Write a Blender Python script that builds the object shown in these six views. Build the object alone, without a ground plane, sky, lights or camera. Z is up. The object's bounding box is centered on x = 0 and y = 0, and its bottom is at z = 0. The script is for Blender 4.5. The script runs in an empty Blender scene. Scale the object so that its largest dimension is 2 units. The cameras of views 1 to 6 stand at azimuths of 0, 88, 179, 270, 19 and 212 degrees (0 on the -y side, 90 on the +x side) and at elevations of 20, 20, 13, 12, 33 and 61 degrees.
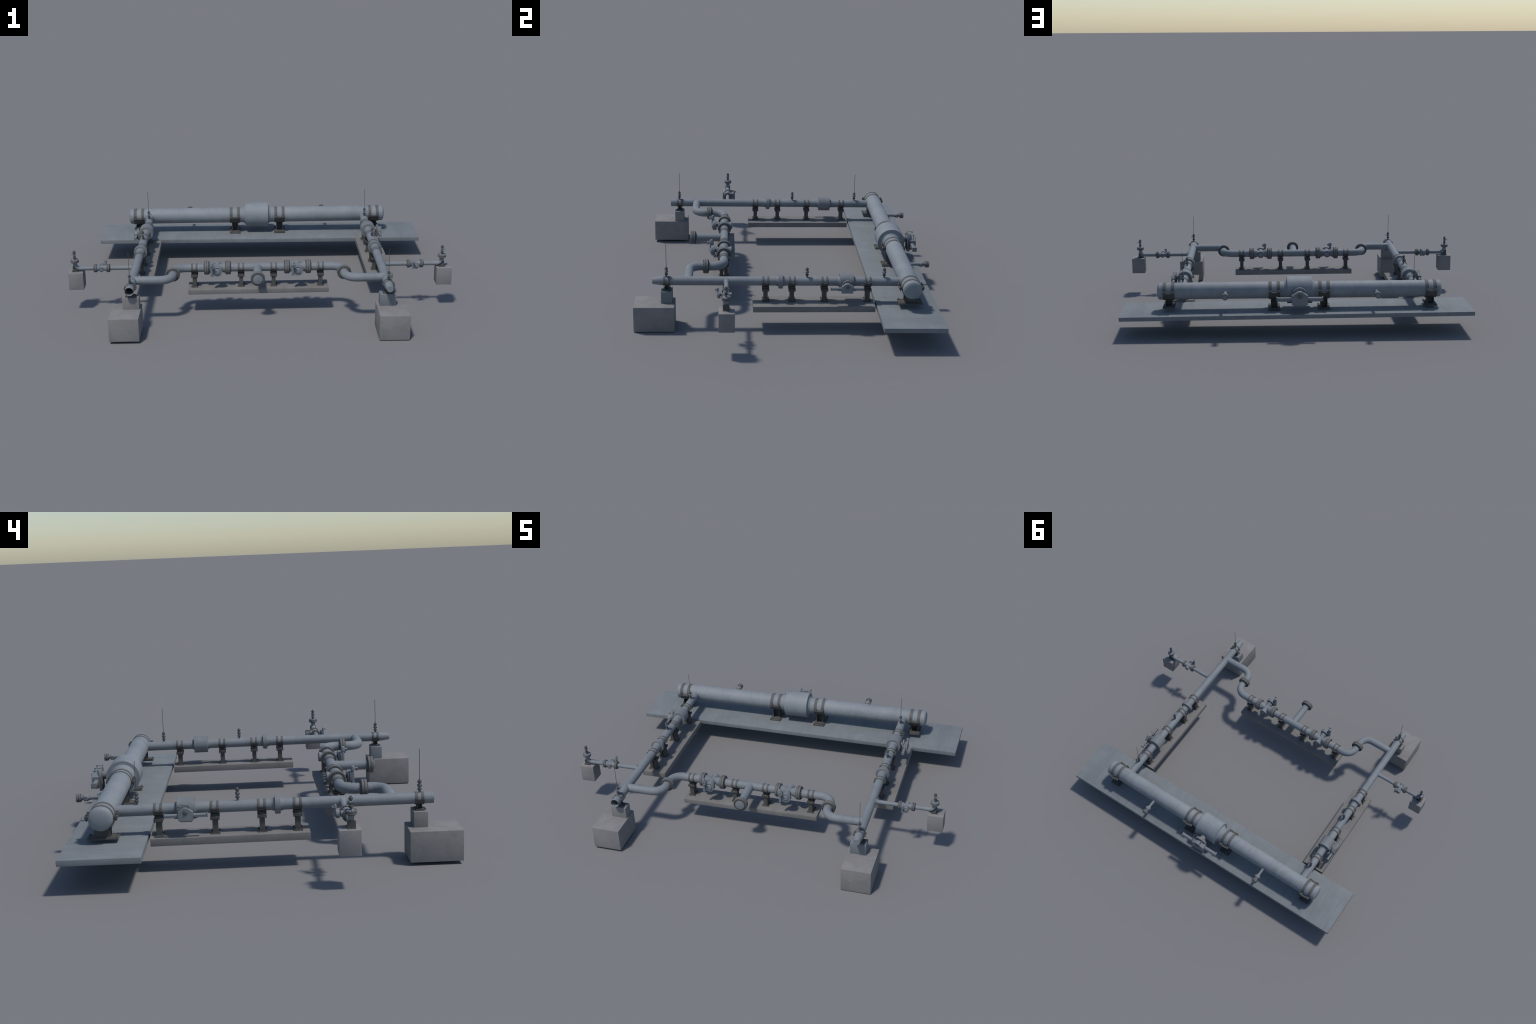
"""Industrial pipe manifold: a thick rear header on a concrete slab, two long side
pipes, a cross pipe with gate valves, branch lines, steel supports, concrete footings."""
import bpy, bmesh, math
from mathutils import Matrix, Vector

pi = math.pi

# ---------------------------------------------------------------- materials
def new_mat(name):
    m = bpy.data.materials.new(name)
    m.use_nodes = True
    nt = m.node_tree
    bsdf = nt.nodes["Principled BSDF"]
    return m, nt, bsdf

def N(nt, kind, **props):
    n = nt.nodes.new(kind)
    for k, v in props.items():
        setattr(n, k, v)
    return n

def noise(nt, coord, scale, detail=4.0, rough=0.55, stretch=(1, 1, 1), rot=(0, 0, 0), dist=0.0):
    mp = N(nt, "ShaderNodeMapping")
    mp.inputs["Scale"].default_value = stretch
    mp.inputs["Rotation"].default_value = rot
    nt.links.new(coord, mp.inputs["Vector"])
    n = N(nt, "ShaderNodeTexNoise")
    n.inputs["Scale"].default_value = scale
    n.inputs["Detail"].default_value = detail
    n.inputs["Roughness"].default_value = rough
    n.inputs["Distortion"].default_value = dist
    nt.links.new(mp.outputs[0], n.inputs["Vector"])
    return n.outputs["Fac"]

def ramp(nt, fac, stops):
    r = N(nt, "ShaderNodeValToRGB")
    el = r.color_ramp.elements
    while len(el) < len(stops):
        el.new(0.5)
    for e, (p, c) in zip(el, stops):
        e.position = p
        e.color = (*c, 1.0)
    nt.links.new(fac, r.inputs[0])
    return r.outputs[0]

def mix(nt, fac, a, b, mode="MIX"):
    m = N(nt, "ShaderNodeMix", data_type="RGBA", blend_type=mode)
    if isinstance(fac, (int, float)):
        m.inputs[0].default_value = fac
    else:
        nt.links.new(fac, m.inputs[0])
    for sock, val in ((m.inputs[6], a), (m.inputs[7], b)):
        if isinstance(val, tuple):
            sock.default_value = (*val, 1.0)
        else:
            nt.links.new(val, sock)
    return m.outputs[2]

def surface(name, dark, base, light, rough, scale, grain, streak=None, metallic=0.0, bump=0.08,
            patch=None, spec=0.3, jitter=0.025):
    """Base colour mottled by two noises, optional streaks and pale patches."""
    m, nt, b = new_mat(name)
    co = N(nt, "ShaderNodeTexCoord").outputs["Object"]
    # each repeat looks into another part of the noise field
    oi = N(nt, "ShaderNodeObjectInfo")
    sc = N(nt, "ShaderNodeVectorMath", operation="SCALE")
    cmb = N(nt, "ShaderNodeCombineXYZ")
    for i in range(3):
        nt.links.new(oi.outputs["Random"], cmb.inputs[i])
    nt.links.new(cmb.outputs[0], sc.inputs[0])
    sc.inputs["Scale"].default_value = 7.3
    add = N(nt, "ShaderNodeVectorMath", operation="ADD")
    nt.links.new(co, add.inputs[0])
    nt.links.new(sc.outputs[0], add.inputs[1])
    co = add.outputs[0]
    big = noise(nt, co, scale, 5.0, 0.6)
    col = ramp(nt, big, [(0.30, dark), (0.50, base), (0.72, light)])
    if streak:
        st, srot, samt, scol = streak
        s = noise(nt, co, 1.0, 4.0, 0.6, stretch=st, rot=srot, dist=0.4)
        mask = ramp(nt, s, [(0.50, (0, 0, 0)), (0.74, (1, 1, 1))])
        mul = N(nt, "ShaderNodeMath", operation="MULTIPLY")
        nt.links.new(mask, mul.inputs[0])
        mul.inputs[1].default_value = samt
        col = mix(nt, mul.outputs[0], col, scol)
    if patch:
        pscale, lo, hi, pcol, amt = patch
        s = noise(nt, co, pscale, 6.0, 0.62, dist=0.8)
        mask = ramp(nt, s, [(lo, (0, 0, 0)), (hi, (1, 1, 1))])
        mul = N(nt, "ShaderNodeMath", operation="MULTIPLY")
        nt.links.new(mask, mul.inputs[0])
        mul.inputs[1].default_value = amt
        col = mix(nt, mul.outputs[0], col, pcol)
    fine = noise(nt, co, grain, 3.0, 0.7)
    g = ramp(nt, fine, [(0.3, (1 - jitter * 2,) * 3), (0.7, (1 + jitter * 2,) * 3)])
    col = mix(nt, 1.0, col, g, "MULTIPLY")
    nt.links.new(col, b.inputs["Base Color"])
    b.inputs["Roughness"].default_value = rough
    b.inputs["Metallic"].default_value = metallic
    b.inputs["Specular IOR Level"].default_value = spec
    bp = N(nt, "ShaderNodeBump")
    bp.inputs["Strength"].default_value = bump
    bp.inputs["Distance"].default_value = 0.0015
    nt.links.new(fine, bp.inputs["Height"])
    nt.links.new(bp.outputs[0], b.inputs["Normal"])
    return m

# pipes lie along their local X: streaks run round them
PAINT = surface("pale_header_paint", (.196, .218, .236), (.230, .253, .272), (.262, .280, .300), .62, 7.0, 220.0,
                streak=((34, 11, 11), (0, 0, 0), .70, (.176, .193, .206)),
                patch=(9.0, .50, .66, (.262, .272, .292), .70), jitter=.03)
PIPE = surface("blue_grey_pipe_paint", (.177, .195, .210), (.200, .219, .235), (.224, .243, .260), .62, 9.0, 220.0,
               streak=((32, 13, 13), (0, 0, 0), .55, (.164, .181, .194)),
               patch=(7.0, .54, .70, (.230, .243, .261), .55))
FITTING = surface("grey_fitting_paint", (.166, .181, .195), (.186, .203, .218), (.206, .223, .239), .62, 14.0, 220.0,
                  patch=(12.0, .54, .70, (.208, .221, .237), .5))
DRUM = surface("grey_drum_paint", (.158, .168, .178), (.178, .189, .200), (.198, .210, .222), .62, 12.0, 220.0,
               patch=(8.0, .54, .72, (.206, .216, .230), .55))
BODY = surface("dark_valve_body", (.100, .110, .120), (.118, .130, .140), (.138, .150, .160), .55, 30.0, 300.0)
SLAB = surface("blue_grey_slab", (.166, .184, .196), (.190, .210, .223), (.214, .234, .247), .8, 5.0, 160.0,
               streak=((46, 6, 20), (0, 0, 0.85), .65, (.150, .163, .171)),
               patch=(5.0, .50, .64, (.176, .184, .188), .65))
CONCRETE = surface("warm_concrete", (.212, .203, .199), (.239, .230, .227), (.256, .247, .245), .9, 7.0, 190.0,
                   patch=(13.0, .47, .62, (.200, .194, .191), .60), spec=.2, bump=.3, jitter=.03)
BEAM = surface("brown_concrete", (.176, .170, .164), (.200, .193, .187), (.222, .215, .209), .9, 8.0, 190.0,
               patch=(16.0, .52, .62, (.170, .164, .157), .55), spec=.2, bump=.3, jitter=.03)
STEEL = surface("dark_brown_steel", (.072, .071, .067), (.086, .084, .079), (.102, .099, .093), .7, 30.0, 300.0, spec=.25)
STRAP = surface("brown_strap", (.102, .099, .094), (.118, .115, .109), (.135, .131, .125), .7, 30.0, 300.0, spec=.25)
FLANGE = surface("grey_flange", (.118, .118, .115), (.138, .138, .134), (.158, .158, .154), .65, 35.0, 300.0, spec=.3)
BOLT = surface("dark_bolt", (.055, .056, .056), (.068, .069, .069), (.084, .085, .085), .6, 40.0, 300.0, spec=.3)

# ---------------------------------------------------------------- mesh building
class Shape:
    """Collects solids into one bmesh; every solid is closed."""
    def __init__(self):
        self.bm = bmesh.new()

    def box(self, c, s, bevel=0.0, rot=None):
        r = bmesh.ops.create_cube(self.bm, size=1.0)
        vs = r["verts"]
        M = Matrix.Translation(c) @ (rot.to_4x4() if rot else Matrix()) @ Matrix.Diagonal((*s, 1.0))
        bmesh.ops.transform(self.bm, matrix=M, verts=vs)
        if bevel:
            es = list({e for v in vs for e in v.link_edges})
            bmesh.ops.bevel(self.bm, geom=es, offset=bevel, segments=2, profile=.6, affect="EDGES")
        return self

    def lathe(self, profile, axis="X", at=(0, 0, 0), seg=32, cap=True, arc=None):
        """profile: (distance along the axis, radius) pairs."""
        bm = self.bm
        rings = []
        for t, r in profile:
            ring = []
            for k in range(seg):
                a = 2 * pi * k / seg
                u, v = r * math.cos(a), r * math.sin(a)
                p = {"X": (t, u, v), "Y": (v, t, u), "Z": (u, v, t)}[axis]
                ring.append(bm.verts.new(Vector(p) + Vector(at)))
            rings.append(ring)
        for a, b in zip(rings, rings[1:]):
            for k in range(seg):
                bm.faces.new((a[k], a[(k + 1) % seg], b[(k + 1) % seg], b[k]))
        if cap:
            bm.faces.new(rings[0][::-1])
            bm.faces.new(rings[-1])
        return self

    def ring(self, r0, r1, width, a0, a1, seg=24, at=(0, 0, 0)):
        """Part ring about local X, between two radii and two angles (0 is +Y, 90 is +Z)."""
        bm = self.bm
        secs = []
        for k in range(seg + 1):
            a = math.radians(a0 + (a1 - a0) * k / seg)
            c, s = math.cos(a), math.sin(a)
            secs.append([bm.verts.new((at[0] + x, at[1] + r * c, at[2] + r * s))
                         for x, r in ((-width / 2, r0), (width / 2, r0), (width / 2, r1), (-width / 2, r1))])
        for a, b in zip(secs, secs[1:]):
            for k in range(4):
                bm.faces.new((a[k], b[k], b[(k + 1) % 4], a[(k + 1) % 4]))
        bm.faces.new(secs[0])
        bm.faces.new(secs[-1][::-1])
        return self

    def sweep(self, path, r, seg=24, cap=True):
        """Round tube along a list of points."""
        bm = self.bm
        pts = [Vector(p) for p in path]
        up = None
        rings = []
        for i, p in enumerate(pts):
            t = (pts[min(i + 1, len(pts) - 1)] - pts[max(i - 1, 0)]).normalized()
            if up is None:
                up = Vector((0, 0, 1)) if abs(t.z) < .9 else Vector((0, 1, 0))
            side = t.cross(up).normalized()
            up = side.cross(t).normalized()
            rings.append([bm.verts.new(p + r * (math.cos(2 * pi * k / seg) * side + math.sin(2 * pi * k / seg) * up))
                          for k in range(seg)])
        for a, b in zip(rings, rings[1:]):
            for k in range(seg):
                bm.faces.new((a[k], a[(k + 1) % seg], b[(k + 1) % seg], b[k]))
        if cap:
            bm.faces.new(rings[0][::-1])
            bm.faces.new(rings[-1])
        return self

    def prism(self, outline, y0, y1):
        """Outline in (x, z), pushed from y0 to y1."""
        bm = self.bm
        a = [bm.verts.new((x, y0, z)) for x, z in outline]
        b = [bm.verts.new((x, y1, z)) for x, z in outline]
        n = len(outline)
        for k in range(n):
            bm.faces.new((a[k], a[(k + 1) % n], b[(k + 1) % n], b[k]))
        bm.faces.new(a[::-1])
        bm.faces.new(b)
        return self

    def sphere(self, c, r, squash=(1, 1, 1)):
        M = Matrix.Translation(c) @ Matrix.Diagonal((*squash, 1.0))
        bmesh.ops.create_uvsphere(self.bm, u_segments=20, v_segments=12, radius=r, matrix=M)
        return self

    def mesh(self, name, mat, sharp=35.0):
        bmesh.ops.recalc_face_normals(self.bm, faces=self.bm.faces)
        me = bpy.data.meshes.new(name)
        self.bm.to_mesh(me)
        self.bm.free()
        me.materials.append(mat)
        for p in me.polygons:
            p.use_smooth = True
        me.set_sharp_from_angle(angle=math.radians(sharp))
        return me

root = bpy.data.objects.new("pipe_manifold", None)
bpy.context.scene.collection.objects.link(root)
root["label"] = "square blue-grey pipe manifold on concrete footings"
root["category"] = "pipeline"

def put(name, me, M=None, parent=None, stuff=False):
    o = bpy.data.objects.new(name, me)
    bpy.context.scene.collection.objects.link(o)
    o.parent = parent or root
    if M is not None:
        o.matrix_local = M
    if stuff:
        o["kind"] = "stuff"
    return o

def at(p, rz=0.0, s=1.0):
    return Matrix.Translation(p) @ Matrix.Rotation(rz, 4, "Z") @ Matrix.Diagonal((s, s, s, 1))

def along(p0, p1):
    """Frame whose X runs from p0 to p1, origin at p0."""
    p0, p1 = Vector(p0), Vector(p1)
    x = (p1 - p0).normalized()
    y = Vector((0, 0, 1)).cross(x).normalized()
    z = x.cross(y)
    M = Matrix((x, y, z)).transposed().to_4x4()
    M.translation = p0
    return M

# ---------------------------------------------------------------- sizes
HEADER_Y, HEADER_Z, HEADER_R = .598, .2305, .0455
PIPE_R = .0220
CROSS_Y, CROSS_Z = -.311, .2305
BEAM_TOP = .1308

def side_axis(side, y):
    """Axis of a side pipe at depth y (the pipes sag a hair and splay toward the rear)."""
    f = (y + .6) / 1.1
    x = (-.646 - .0045 * f) if side < 0 else (.6330 - .0025 * f)
    return Vector((x, y, .2322 - .0026 * f))

# ---------------------------------------------------------------- concrete
def concrete(name, lo, hi, mat, bevel=.0025, M=None):
    c = [(a + b) / 2 for a, b in zip(lo, hi)]
    s = [b - a for a, b in zip(lo, hi)]
    me = Shape().box((0, 0, 0), s, bevel).mesh(name, mat)
    return put(name, me, Matrix.Translation(c) @ (M or Matrix()))

SLAB_TILT = .0098 / 1.9
concrete("concrete_slab", (-.941, .4385, .1065), (.9555, .7365, .1290), SLAB, .0012, Matrix.Rotation(SLAB_TILT, 4, "Y"))
concrete("concrete_beam", (-.7050, -.170, .1020), (-.5730, .4285, BEAM_TOP), BEAM, .0015, Matrix.Rotation(.013, 4, "Z"))
concrete("concrete_beam", (.5765, -.167, .1015), (.7155, .4285, BEAM_TOP), BEAM, .0015, Matrix.Rotation(.008, 4, "Z"))
concrete("concrete_beam", (-.3750, -.3700, .1060), (.3555, -.2515, BEAM_TOP), BEAM, .0015, Matrix.Rotation(.012, 4, "Z"))
concrete("concrete_block", (-.7445, -.7345, .0090), (-.5965, -.5360, .1275), CONCRETE)
concrete("concrete_block", (.5760, -.7445, .0000), (.7245, -.5470, .1275), CONCRETE)
concrete("pedestal", (-.6855, -.6125, .1260), (-.6035, -.5590, .1880), CONCRETE, .002)
concrete("pedestal", (.5905, -.6130, .1260), (.6705, -.5590, .1880), SLAB, .002)
concrete("branch_block", (-.9985, -.3275, .1230), (-.9215, -.2500, .2165), CONCRETE)
concrete("branch_block", (.9210, -.3300, .1230), (1.000, -.2550, .2160), CONCRETE)

# ---------------------------------------------------------------- clamps and supports
def strap_mesh(r, width, ear):
    s = Shape().ring(r - .0005, r + .0017, width, -2, 182, 32)
    for sy in (1, -1):
        h = ear * .48
        s.box((0, sy * (r + ear / 2), .0006 + h / 2), (width, ear, h), .0004)
    return s.mesh("strap", STRAP)

def clamp_bolt_mesh(r, ear, dx, br, h):
    s = Shape()
    for x in (-dx, dx):
        for sy in (1, -1):
            y = sy * (r + ear * .58)
            s.lathe([(-h, br), (h, br)], "Z", (x, y, 0), 6)
            z1, z0 = ear * .48 + .0004, -.0032 - ear * .10
            s.lathe([(z1, br * 1.7), (z1 + br * 1.4, br * 1.7)], "Z", (x, y, 0), 6)
            s.lathe([(z0 - br * 1.4, br * 1.7), (z0, br * 1.7)], "Z", (x, y, 0), 6)
    return s.mesh("clamp_bolt", BOLT)

STRAP_S = strap_mesh(PIPE_R, .0090, .0085)
CLAMP_BOLT_S = clamp_bolt_mesh(PIPE_R, .0085, .0118, .0013, .0070)
STRAP_H = strap_mesh(HEADER_R, .0172, .0150)
CLAMP_BOLT_H = clamp_bolt_mesh(HEADER_R, .0150, .0222, .0026, .0130)

def column_mesh(drop):
    """Saddle, web, paired plates, twin posts and foot below a pipe; drop is axis to beam top."""
    s = Shape()
    s.ring(PIPE_R - .0006, PIPE_R + .0028, .0335, 180, 360, 24)
    for sy in (1, -1):
        s.box((0, sy * (PIPE_R + .0045), -.0016), (.0335, .0085, .0032), .0003)
    s.box((0, 0, -.0285), (.0200, .0300, .0090))
    s.box((0, 0, -.0348), (.0350, .0520, .0046), .0005)
    s.box((0, 0, -.0404), (.0350, .0520, .0050), .0005)
    top, bot = -.0428, -drop + .0028
    for sy in (1, -1):
        s.box((0, sy * .0113, (top + bot) / 2), (.0205, .0180, top - bot))
    s.box((0, 0, -drop + .0016), (.0350, .0530, .0032), .0005)
    return s.mesh("support_column", STEEL)

def column_bolt_mesh(drop):
    s = Shape()
    for sx in (1, -1):
        for sy in (1, -1):
            s.lathe([(-.0460, .0017), (-.0285, .0017)], "Z", (sx * .0145, sy * .0225, 0), 6)
            s.lathe([(-.0325, .0026), (-.0300, .0026)], "Z", (sx * .0145, sy * .0225, 0), 6)
            s.lathe([(-.0455, .0026), (-.0432, .0026)], "Z", (sx * .0145, sy * .0225, 0), 6)
            s.lathe([(-drop + .001, .0017), (-drop + .0085, .0017)], "Z", (sx * .0148, sy * .0230, 0), 6)
            s.lathe([(-drop + .003, .0026), (-drop + .0056, .0026)], "Z", (sx * .0148, sy * .0230, 0), 6)
    return s.mesh("anchor_bolt", BOLT)

COLUMN = column_mesh(.0998)
COLUMN_BOLT = column_bolt_mesh(.0998)

def short_foot_mesh():
    """Clamp foot that stands on a pedestal."""
    s = Shape()
    s.ring(PIPE_R - .0006, PIPE_R + .0028, .0335, 180, 360, 24)
    for sy in (1, -1):
        s.box((0, sy * (PIPE_R + .0045), -.0016), (.0335, .0085, .0032), .0003)
    for sx in (1, -1):
        s.box((sx * .0082, 0, -.0315), (.0026, .0300, .0160))
    s.box((0, 0, -.0315), (.0170, .0026, .0160))
    s.box((0, 0, -.0395), (.0300, .0480, .0030), .0004)
    s.box((0, 0, -.0425), (.0350, .0530, .0032), .0004)
    return s.mesh("clamp_foot", STEEL)
SHORT_FOOT = short_foot_mesh()

def header_foot_mesh(drop):
    """Half-shell saddle, H-shaped post and two stacked base plates; drop is axis to plate underside."""
    s = Shape()
    s.ring(HEADER_R - .0006, HEADER_R + .0032, .0610, 180, 360, 40)
    for sy in (1, -1):
        s.box((0, sy * (HEADER_R + .0075), -.0026), (.0610, .0150, .0048), .0004)
    top, bot = -.0465, -drop + .0070
    for sx in (1, -1):
        s.box((sx * .0168, 0, (top + bot) / 2), (.0034, .0600, top - bot))
    s.box((0, 0, (top + bot) / 2), (.0330, .0034, top - bot))
    s.box((0, 0, -drop + .0058), (.0550, .0920, .0034), .0005)
    s.box((0, 0, -drop + .0021), (.0650, .1180, .0042), .0005)
    return s.mesh("header_saddle", STEEL)

def header_anchor_mesh(drop):
    s = Shape()
    for sx in (1, -1):
        for sy in (1, -1):
            p = (sx * .0270, sy * .0530, 0)
            s.lathe([(-drop - .001, .0020), (-drop + .0095, .0020)], "Z", p, 8)
            s.lathe([(-drop + .0040, .0036), (-drop + .0072, .0036)], "Z", p, 6)
    return s.mesh("anchor_bolt", BOLT)
MID_FOOT, MID_ANCHOR = header_foot_mesh(.0995), header_anchor_mesh(.0995)
END_FOOT, END_ANCHOR = header_foot_mesh(.0825), header_anchor_mesh(.0825)   # the end feet hang clear of the slab

def support(p, rz, foot, foot_name, bolts):
    o = put(foot_name, foot, at(p, rz))
    for dx in (-.0118, .0118):
        put("strap", STRAP_S, Matrix.Translation((dx, 0, 0)), o)
    put("clamp_bolt", CLAMP_BOLT_S, None, o, stuff=True)
    if bolts:
        put("anchor_bolt", bolts, None, o, stuff=True)
    return o

SUPPORT_Y = {-1: (.3970, .1850, .0080, -.1265), 1: (.3965, .1840, .0245, -.1045)}
for side, ys in SUPPORT_Y.items():
    for y in ys:
        support(side_axis(side, y), pi / 2, COLUMN, "support_column", COLUMN_BOLT)
    support(side_axis(side, -.585), pi / 2, SHORT_FOOT, "clamp_foot", None)
for x in (-.3415, -.0990, .0710, .3155):
    support((x, CROSS_Y, CROSS_Z), 0.0, COLUMN, "support_column", COLUMN_BOLT)

for x, foot, anchor in ((-.7200, END_FOOT, END_ANCHOR), (-.1410, MID_FOOT, MID_ANCHOR),
                        (.1285, MID_FOOT, MID_ANCHOR), (.6970, END_FOOT, END_ANCHOR)):
    o = put("header_saddle", foot, at((x, HEADER_Y, HEADER_Z)))
    for dx in (-.0222, .0222):
        put("strap", STRAP_H, Matrix.Translation((dx, 0, 0)), o)
    put("clamp_bolt", CLAMP_BOLT_H, None, o, stuff=True)
    put("anchor_bolt", anchor, None, o, stuff=True)

# ---------------------------------------------------------------- header
x0, x1 = -.781, .762
L = x1 - x0
R = HEADER_R
dome = [(0.0, .010), (.0010, .020), (.0026, .029), (.0048, .0360), (.0076, .0410), (.0105, .0438), (.0140, .0452), (.0180, R)]
prof = dome + [(L * k / 12, R) for k in range(1, 12)] + [(L - t, r) for t, r in reversed(dome)]
put("header_pipe", Shape().lathe(prof, "X", seg=64).mesh("header_pipe", PAINT),
    Matrix.Translation((x0, HEADER_Y, HEADER_Z)))

def drum_profile(half, r_pipe, r_neck, r_drum, neck):
    side = [(-half - neck, r_pipe - .0004), (-half - neck * .75, r_pipe + .0018),
            (-half - neck * .35, r_pipe + (r_neck - r_pipe) * .55), (-half + .0001, r_neck),
            (-half + .0002, r_drum - .0008), (-half + .0012, r_drum)]
    return side + [(-t, r) for t, r in reversed(side)]

put("valve_drum", Shape().lathe(drum_profile(.0680, R, .0575, .0732, .0150), seg=64).mesh("valve_drum", PAINT),
    Matrix.Translation((-.0085, HEADER_Y, HEADER_Z)))
SIDE_DRUM = Shape().lathe(drum_profile(.0335, PIPE_R, .0272, .0412, .0105), seg=48).mesh("side_drum", DRUM)
COUPLING = Shape().lathe([(-.0235, PIPE_R - .0003), (-.020, PIPE_R + .0012), (-.0105, .0258), (-.0104, .0352), (-.0094, .0362),
                          (.0094, .0362), (.0104, .0352), (.0105, .0258), (.020, PIPE_R + .0012), (.0235, PIPE_R - .0003)],
                         seg=48).mesh("pipe_coupling", DRUM)

# drain stubs on the rear of the header
def drain():
    s = Shape()
    s.lathe([(.035, .0080), (.128, .0080)], "Y", seg=24)
    s.lathe([(.0885, .0080), (.0890, .0096), (.0935, .0096), (.0960, .0090)], "Y", seg=24)
    s.lathe([(.0935, .0088), (.0965, .0122), (.1010, .0136), (.1090, .0136), (.1140, .0122), (.1170, .0095)], "Y", seg=24)
    s.lathe([(-.0150, .0082), (.0150, .0082)], "X", (0, .105, 0), 20)
    return s.mesh("drain_valve", FITTING)
DRAIN = drain()
def drain_flange():
    s = Shape()
    for a, b in ((.1260, .1335), (.1350, .1425)):
        s.lathe([(a, .0162), (a + .0008, .0170), (b - .0008, .0170), (b, .0162)], "Y", seg=28)
    s.lathe([(.120, .0090), (.1265, .0120)], "Y", seg=24)
    return s.mesh("flange", FLANGE)
DRAIN_FLANGE = drain_flange()
s = Shape()
for k in range(8):
    a = 2 * pi * (k + .5) / 8
    s.lathe([(.1235, .0015), (.1450, .0015)], "Y", (.0138 * math.cos(a), 0, .0138 * math.sin(a)), 6)
s.lathe([(-.0195, .0018), (.0195, .0018)], "X", (0, .105, .0035), 8)
DRAIN_BOLT = s.mesh("flange_bolt", BOLT)
s = Shape().lathe([(.1420, .0128), (.1432, .0128)], "Y", seg=24)
DRAIN_FACE = s.mesh("blind_face", FITTING)
for x in (-.4215, .3910):
    o = put("drain_valve", DRAIN, at((x, HEADER_Y, HEADER_Z)))
    f = put("flange", DRAIN_FLANGE, None, o)
    put("blind_face", DRAIN_FACE, None, o)
    put("flange_bolt", DRAIN_BOLT, None, o, stuff=True)

# ---------------------------------------------------------------- gear actuators (face local -Y; origin on the pipe axis level)
def actuator_parts():
    """Built at the size of the header unit, outer face of the box at y = -.140."""
    s = Shape()
    s.lathe([(-.098, .0185), (-.060, .0185)], "Y", seg=28)
    top = [(.0375 * math.cos(math.radians(a)), .0375 * math.sin(math.radians(a))) for a in range(0, 181, 12)]
    plate = top + [(-.0360, -.030), (-.0330, -.0630), (.0330, -.0630), (.0360, -.030)]
    s.prism([(x, z) for x, z in reversed(plate)], -.110, -.096)
    mount = s.mesh("gear_actuator", DRUM)
    house = [(-.0425, -.0500), (.0425, -.0500), (.0425, .0000), (.0100, .0225), (-.0100, .0225), (-.0425, .0000)]
    s = Shape().prism(house, -.1400, -.1095)
    box = s.mesh("gear_box", FITTING)
    s = Shape()
    for sx in (1, -1):
        s.lathe(sorted([(sx * .040, .0105), (sx * .119, .0105)]), "X", (0, -.1200, -.0205), 20)
        s.box((sx * .0795, -.1200, -.0265), (.0790, .0190, .0110), .001)
        s.box((sx * .1215, -.1200, -.0205), (.0052, .0235, .0235), .001)
    tube = s.mesh("spring_tube", FITTING)
    s = Shape()
    s.lathe([(-.1442, .0100), (-.1420, .0140), (-.1390, .0145)], "Y", (0, 0, 0), 24)
    s.lathe([(-.1470, .0045), (-.1400, .0045)], "Y", (0, 0, 0), 12)
    knob = s.mesh("shaft_cap", STRAP)
    s = Shape()
    for x in (-.041, .017):
        s.sweep([(x, -.0975, .0350), (x, -.1265, .0350), (x, -.1265, .0060)], .0013, 6)
        s.box((x, -.1265, .0330), (.0052, .0040, .0062))
    s.sweep([(-.041, -.0985, .0352), (.017, -.0985, .0352)], .0011, 6)
    for x in (-.030, .030):
        s.lathe([(-.0545, .0030), (-.0490, .0030)], "Z", (x, -.124, 0), 8)
    for sx in (1, -1):
        s.box((sx * .0550, -.1150, -.0345), (.0240, .0140, .0070))
    wire = s.mesh("lifting_bracket", STEEL)
    return mount, box, tube, knob, wire
ACT = actuator_parts()
def actuator(p, rz, s):
    o = put("gear_actuator", ACT[0], at(p, rz, s))
    put("gear_box", ACT[1], None, o)
    put("spring_tube", ACT[2], None, o)
    put("shaft_cap", ACT[3], None, o)
    put("lifting_bracket", ACT[4], None, o)
actuator((-.0055, HEADER_Y, .2305), pi, 1.0)

# ---------------------------------------------------------------- side pipes
for side in (-1, 1):
    far = side_axis(side, .580)
    near = side_axis(side, -.638 if side < 0 else -.6115)
    length = (far - near).length
    s = Shape()
    if side < 0:   # sawn-off open end
        prof = [(length, PIPE_R), (0.0, PIPE_R), (0.0, PIPE_R - .0012), (.20, PIPE_R - .0012)]
        s.lathe([(length, .002)] + [(length * k / 10, PIPE_R) for k in range(10, 0, -1)] + prof[1:] + [(.20, .002)], "X", seg=48)
    else:          # reducer with a flat closed end
        s.lathe([(-.0435, .0157), (-.0430, .0162), (-.006, .0212), (.004, PIPE_R)] +
                [(length * k / 10, PIPE_R) for k in range(1, 11)], "X", seg=48)
    put("side_pipe", s.mesh("side_pipe", PIPE), along(near, far))
    yd = .2915 if side < 0 else .2900
    put("side_drum", SIDE_DRUM, at(side_axis(side, yd), pi / 2))
    put("pipe_coupling", COUPLING, at(side_axis(side, -.0520 if side < 0 else -.0315), pi / 2))
    c = side_axis(side, yd)
    out = (-.7185 if side < 0 else .7075)
    # scale keeps the header unit's proportions; origin set so the box face lies at "out"
    sc = .655
    ox = out - side * .140 * sc
    actuator((ox, yd - .0005, c.z), (-pi / 2 if side < 0 else pi / 2), sc)

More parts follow.
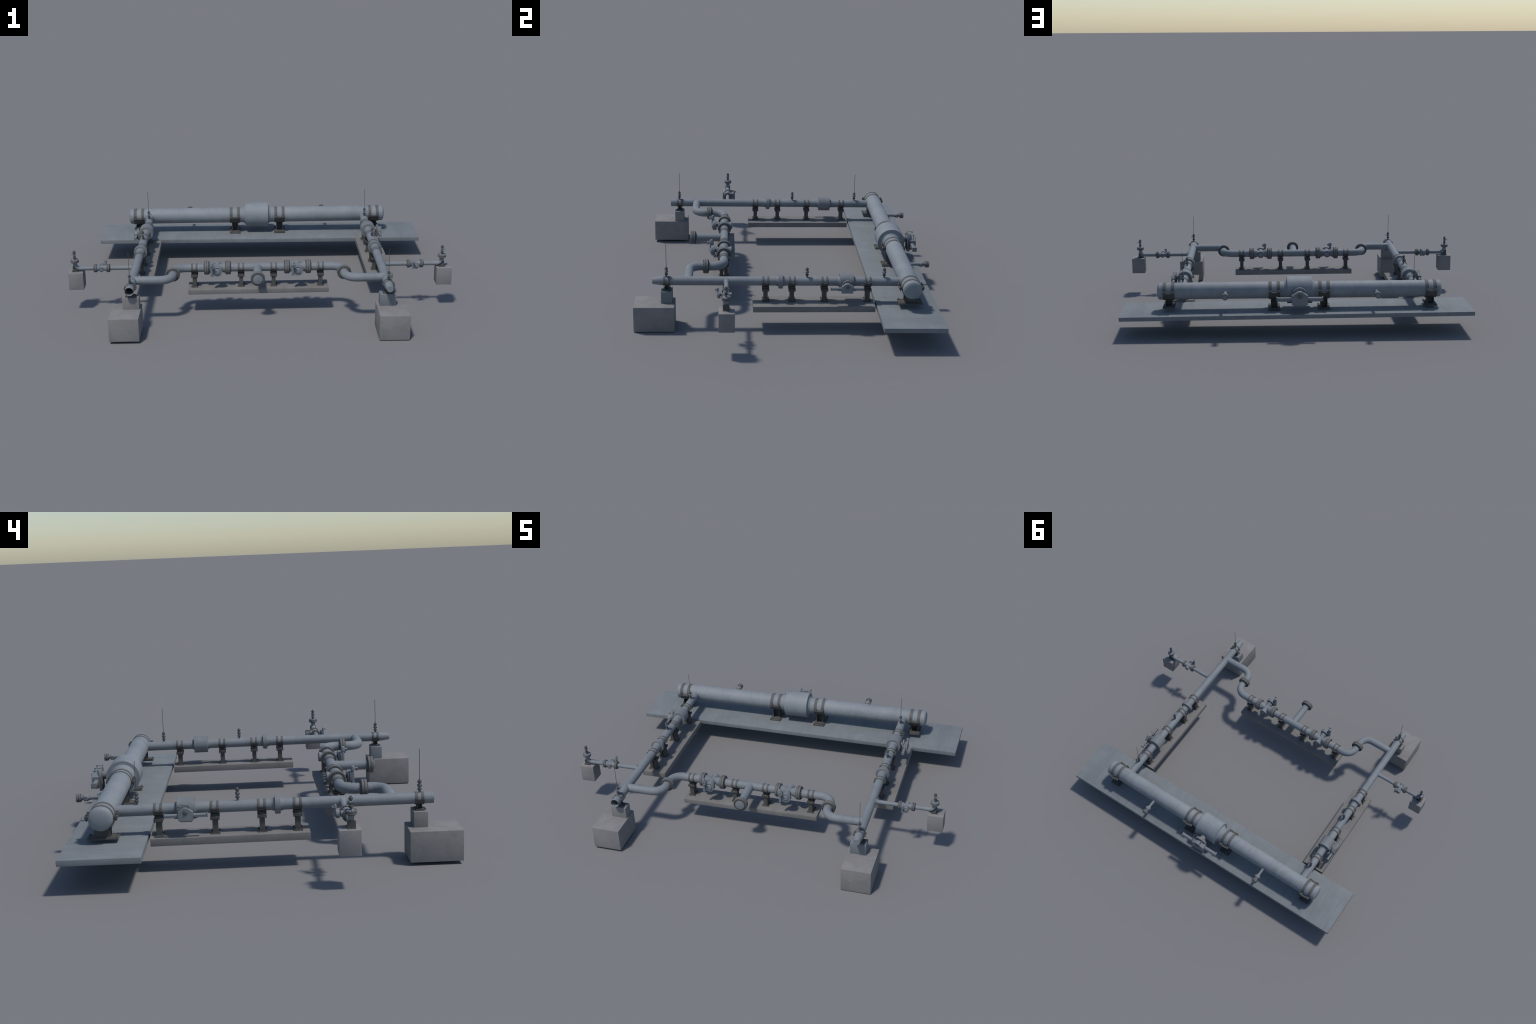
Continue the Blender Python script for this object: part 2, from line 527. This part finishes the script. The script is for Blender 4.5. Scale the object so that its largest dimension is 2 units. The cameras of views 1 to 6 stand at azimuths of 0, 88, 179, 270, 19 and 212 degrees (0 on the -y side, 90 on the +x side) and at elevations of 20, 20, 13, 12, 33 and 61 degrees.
# ---------------------------------------------------------------- bleed valves
def bleed_parts():
    s = Shape()
    s.lathe([(-.004, .0042), (.0500, .0042)], "Z", seg=14)
    s.sphere((0, 0, .0262), .0070, (1, 1, 1.0))
    s.lathe([(-.0086, .0052), (.0086, .0052)], "Y", (0, 0, .0262), 12)
    body = s.mesh("bleed_valve", BODY)
    def nut(z):
        return [(z, .0052), (z + .0022, .0080), (z + .0085, .0080), (z + .0108, .0052)]
    s = Shape()
    s.lathe(nut(.0070), "Z", seg=8)
    s.lathe(nut(.0350), "Z", seg=8)
    nuts = s.mesh("union_nut", STEEL, 20)
    s = Shape()
    s.box((.0000, -.0030, .0292), (.0130, .0080, .0060), .0010)
    s.box((.0105, -.0040, .0300), (.0130, .0060, .0058), .0012)
    handle = s.mesh("valve_handle", FITTING)
    rod = Shape().lathe([(.0440, .0013), (.1660, .0011)], "Z", seg=8).mesh("vent_rod", STEEL)
    return body, nuts, handle, rod
BLEED = bleed_parts()
def bleed(p, rz=0.0, rod=False):
    o = put("bleed_valve", BLEED[0], at(p, rz))
    put("union_nut", BLEED[1], None, o)
    put("valve_handle", BLEED[2], None, o)
    if rod:
        put("vent_rod", BLEED[3], None, o)
for side in (-1, 1):
    for y, rod in ((-.587, True), (.097, False), (.475, True)):
        bleed(side_axis(side, y) + Vector((0, 0, PIPE_R - .0002)), 0.0, rod)

# ---------------------------------------------------------------- flanges
def flange_mesh(r, hub, r_pipe, half, hubs=(1, -1)):
    s = Shape()
    for a, b in ((-half, -.0008), (.0008, half)):
        s.lathe([(a, r - .0012), (a + .0012, r), (b - .0012 if b > 0 else b - .0008, r), (b, r - .0010)], "X", seg=48)
    for sg in hubs:
        s.lathe(sorted([(sg * (half - .002), hub), (sg * (half + .0028), hub), (sg * (half + .0060), r_pipe + .0004)]), "X", seg=40)
    s.lathe([(-.0015, r - .003), (.0015, r - .003)], "X", seg=40)
    return s.mesh("flange", FLANGE)
def flange_bolts(r, n, br, reach):
    s = Shape()
    for k in range(n):
        a = 2 * pi * k / n
        s.lathe([(-reach, br * .7), (reach, br * .7)], "X", (0, r * math.cos(a), r * math.sin(a)), 6)
        for sg in (1, -1):
            s.lathe(sorted([(sg * (reach - .0042), br * 1.25), (sg * (reach - .0010), br * 1.25)]), "X",
                    (0, r * math.cos(a), r * math.sin(a)), 6)
    return s.mesh("flange_bolt", BOLT)
FL_BIG = flange_mesh(.0366, .0245, PIPE_R, .0105)
FL_BIG_BOLT = flange_bolts(.0312, 20, .0021, .0145)
FL_SMALL = flange_mesh(.0218, .0132, .0108, .0066)
FL_SMALL_BOLT = flange_bolts(.0182, 12, .0015, .0092)
FL_BIG_BLIND = flange_mesh(.0366, .0245, PIPE_R, .0105, (1,))
FL_SMALL_BLIND = flange_mesh(.0218, .0132, .0108, .0066, (-1,))
def flange(M, big=True, blind=False):
    o = put("flange", (FL_BIG_BLIND if big else FL_SMALL_BLIND) if blind else (FL_BIG if big else FL_SMALL), M)
    put("flange_bolt", FL_BIG_BOLT if big else FL_SMALL_BOLT, None, o, stuff=True)
    return o

# ---------------------------------------------------------------- cross pipe, loops and stub
def bend(c, r, a0, a1, n=14):
    return [(c[0] + r * math.cos(math.radians(a0 + (a1 - a0) * k / n)),
             c[1] + r * math.sin(math.radians(a0 + (a1 - a0) * k / n))) for k in range(n + 1)]

LOOP_Y, LOOP_R = -.4830, .0600
FLX = {-1: -.4475, 1: .4305}          # x of the loop flange on each side
VALVE_X = (-.2215, .1955)
FLANGE_X = ((-.2770, -.1665), (.1405, .2510))
MX = .0365                            # cross pipe runs between flanges only

for side in (-1, 1):
    fx = FLX[side]
    tee = side_axis(side, LOOP_Y)
    inner = -side                       # toward the middle of the square
    # elbow near the side pipe
    c1 = (fx - inner * LOOP_R, LOOP_Y + LOOP_R)
    path = [(tee.x, LOOP_Y)] + (bend(c1, LOOP_R, -90, 0) if inner > 0 else bend(c1, LOOP_R, 270, 180)) + [(fx, -.400)]
    path3 = [Vector((x, y, CROSS_Z + .0006)) for x, y in path]
    o = path3[0].copy()
    put("loop_pipe", Shape().sweep([p - o for p in path3], PIPE_R - .0002, 40).mesh("loop_pipe", PIPE), Matrix.Translation(o))
    # elbow into the cross pipe
    end = FLANGE_X[0][0] if side < 0 else FLANGE_X[1][1]
    c2 = (fx + inner * LOOP_R, CROSS_Y - LOOP_R)
    path = [(fx, -.400)] + (bend(c2, LOOP_R, 180, 90) if inner > 0 else bend(c2, LOOP_R, 0, 90)) + [(end, CROSS_Y)]
    path3 = [Vector((x, y, CROSS_Z)) for x, y in path]
    o = path3[0].copy()
    put("loop_pipe", Shape().sweep([p - o for p in path3], PIPE_R - .0002, 40).mesh("loop_pipe", PIPE), Matrix.Translation(o))
    flange(at((fx, -.4000, CROSS_Z), pi / 2))

xa, xb = FLANGE_X[0][1], FLANGE_X[1][0]
put("cross_pipe", Shape().lathe([((xb - xa) * k / 6, PIPE_R - .0002) for k in range(7)], "X", seg=40).mesh("cross_pipe", PIPE),
    Matrix.Translation((xa, CROSS_Y, CROSS_Z)))
STUB_X = -.0125
put("stub_pipe", Shape().lathe([(0, PIPE_R - .0004), (.170, PIPE_R - .0004)], "X", seg=40).mesh("stub_pipe", PIPE),
    at((STUB_X, CROSS_Y, CROSS_Z), -pi / 2))
o = flange(at((STUB_X, -.4795, CROSS_Z), pi / 2), blind=True)
put("blind_face", Shape().lathe([(-.0178, .0205), (-.0165, .0238), (-.0095, .0238)], "X", seg=40).mesh("blind_face", FITTING), None, o)
for pair in FLANGE_X:
    for x in pair:
        flange(at((x, CROSS_Y, CROSS_Z)))

# ---------------------------------------------------------------- gate valves (flow along X, gear side toward -Y)
def valve_parts():
    s = Shape()
    for sg in (1, -1):
        s.lathe(sorted([(0.0, .0150), (sg * .006, .0158), (sg * .014, .0180), (sg * .034, .0268), (sg * .048, .0275)]), "X", seg=40)
    s.lathe([(-.0385, .0190), (-.0370, .0202), (-.0330, .0202), (-.0290, .0172), (-.012, .0160), (.012, .0160), (.0260, .0172),
             (.0290, .0212), (.0395, .0218), (.0410, .0208)], "Y", seg=40)
    s.lathe([(.0400, .0135), (.0425, .0125)], "Y", seg=24)
    s.lathe([(-.0480, .0085), (-.036, .0085)], "Y", seg=20)
    body = s.mesh("gate_valve", FITTING)
    s = Shape()
    for k in range(10):
        a = 2 * pi * k / 10
        s.lathe([(.0395, .0023), (.0440, .0023)], "Y", (.0165 * math.cos(a), 0, .0165 * math.sin(a)), 6)
        s.lathe([(-.0415, .0018), (-.0320, .0018)], "Y", (.0172 * math.cos(a), 0, .0172 * math.sin(a)), 6)
    bolts = s.mesh("bonnet_bolt", BOLT)
    s = Shape()
    s.lathe([(-.0655, .0140), (-.0657, .0195), (-.0672, .0222), (-.0672, .0248), (-.0652, .0266), (-.0490, .0270), (-.0455, .0250)], "Y", seg=40)
    s.lathe([(-.0722, .0080), (-.0712, .0125), (-.0685, .0155), (-.0630, .0165)], "Y", seg=32)
    s.box((0, -.0705, -.0060), (.0270, .0040, .0026), .0008)
    s.box((-.0180, -.0560, .0020), (.0240, .0180, .0260), .002)
    gear = s.mesh("gear_housing", FITTING)
    s = Shape()
    s.lathe([(-.0245, .0078), (-.0205, .0078), (-.0203, .0066), (.0150, .0066), (.0300, .0066), (.0302, .0092), (.0440, .0092),
             (.0470, .0082), (.0500, .0060)], "Z", (-.0275, -.0670, 0), 20)
    s.lathe([(-.0880, .0042), (-.0660, .0042)], "Y", (-.0275, 0, .0380), 14)
    s.box((-.0215, -.0700, .0340), (.0120, .0110, .0120), .0015)
    s.box((-.0275, -.0640, .0030), (.0125, .0190, .0400), .003)
    column = s.mesh("gear_spindle", FITTING)
    s = Shape()
    n = 20
    s.sweep([(-.0180 + .0068 * math.cos(2 * pi * k / n), -.0850, .0330 + .0068 * math.sin(2 * pi * k / n)) for k in range(n + 1)], .0020, 8)
    s.lathe([(-.0860, .0030), (-.0640, .0030)], "Y", (-.0180, 0, .0330), 10)
    s.box((-.0180, -.0850, .0330), (.0130, .0018, .0022))
    wheel = s.mesh("hand_wheel", FITTING)
    return body, bolts, gear, column, wheel
VALVE = valve_parts()
def gate_valve(p, rz, s):
    o = put("gate_valve", VALVE[0], at(p, rz, s))
    put("bonnet_bolt", VALVE[1], None, o, stuff=True)
    put("gear_housing", VALVE[2], None, o)
    put("gear_spindle", VALVE[3], None, o)
    put("hand_wheel", VALVE[4], None, o)
for x in VALVE_X:
    gate_valve((x, CROSS_Y, CROSS_Z), 0.0, 1.0)

# ---------------------------------------------------------------- branch lines to the outer blocks
BR, BY, BEND = .0108, -.2955, .0270
for side in (-1, 1):
    ex = -.9645 if side < 0 else .9500
    z = .2316
    start = side_axis(side, BY)
    # horizontal run, elbow, riser (local X points outward from the side pipe)
    reach = abs(ex - start.x)
    path = [(0.0, 0, 0), (.05, 0, 0), (reach - BEND, 0, 0)]
    for k in range(1, 13):
        a = math.radians(90 * k / 12)
        path.append((reach - BEND + BEND * math.sin(a), 0, BEND * (1 - math.cos(a))))
    path.append((reach, 0, .0390))
    rz = pi if side < 0 else 0.0
    M = at((start.x, BY, z), rz)
    put("branch_pipe", Shape().sweep(path, BR, 28).mesh("branch_pipe", PIPE), M)
    put("branch_collar", Shape().lathe([(.017, .0185), (.0215, .0150), (.027, .0122), (.033, BR + .0002)], "X", seg=28).mesh("branch_collar", PIPE), M)
    f1, f2 = ((-.8590, -.7920) if side < 0 else (.7770, .8440))
    for fx in (f1, f2):
        flange(at((fx, BY, z)), False)
    gate_valve(((f1 + f2) / 2, BY, z), (pi if side < 0 else 0.0), .61)
    # blind flange on the riser with a bleed valve on top
    F = Matrix.Translation((ex, BY, .2732)) @ Matrix.Rotation(-pi / 2, 4, "Y")
    o = flange(F, False, True)
    put("blind_face", Shape().lathe([(.0060, .0212), (.0072, .0212)], "X", seg=32).mesh("blind_face", FITTING), None, o)
    bleed((ex, BY, .2808), rz)
    # gusset foot under the elbow
    s = Shape()
    s.box((0, 0, .0016), (.0360, .0300, .0032), .0004)
    g = [(.0105, .0015), (.0105, .0290), (.0060, .0200), (-.0040, .0085), (-.0130, .0050), (-.0130, .0015)]
    s.prism(g, -.0150, .0150)
    put("elbow_foot", s.mesh("elbow_foot", STEEL), at((ex, BY, .2162), rz))
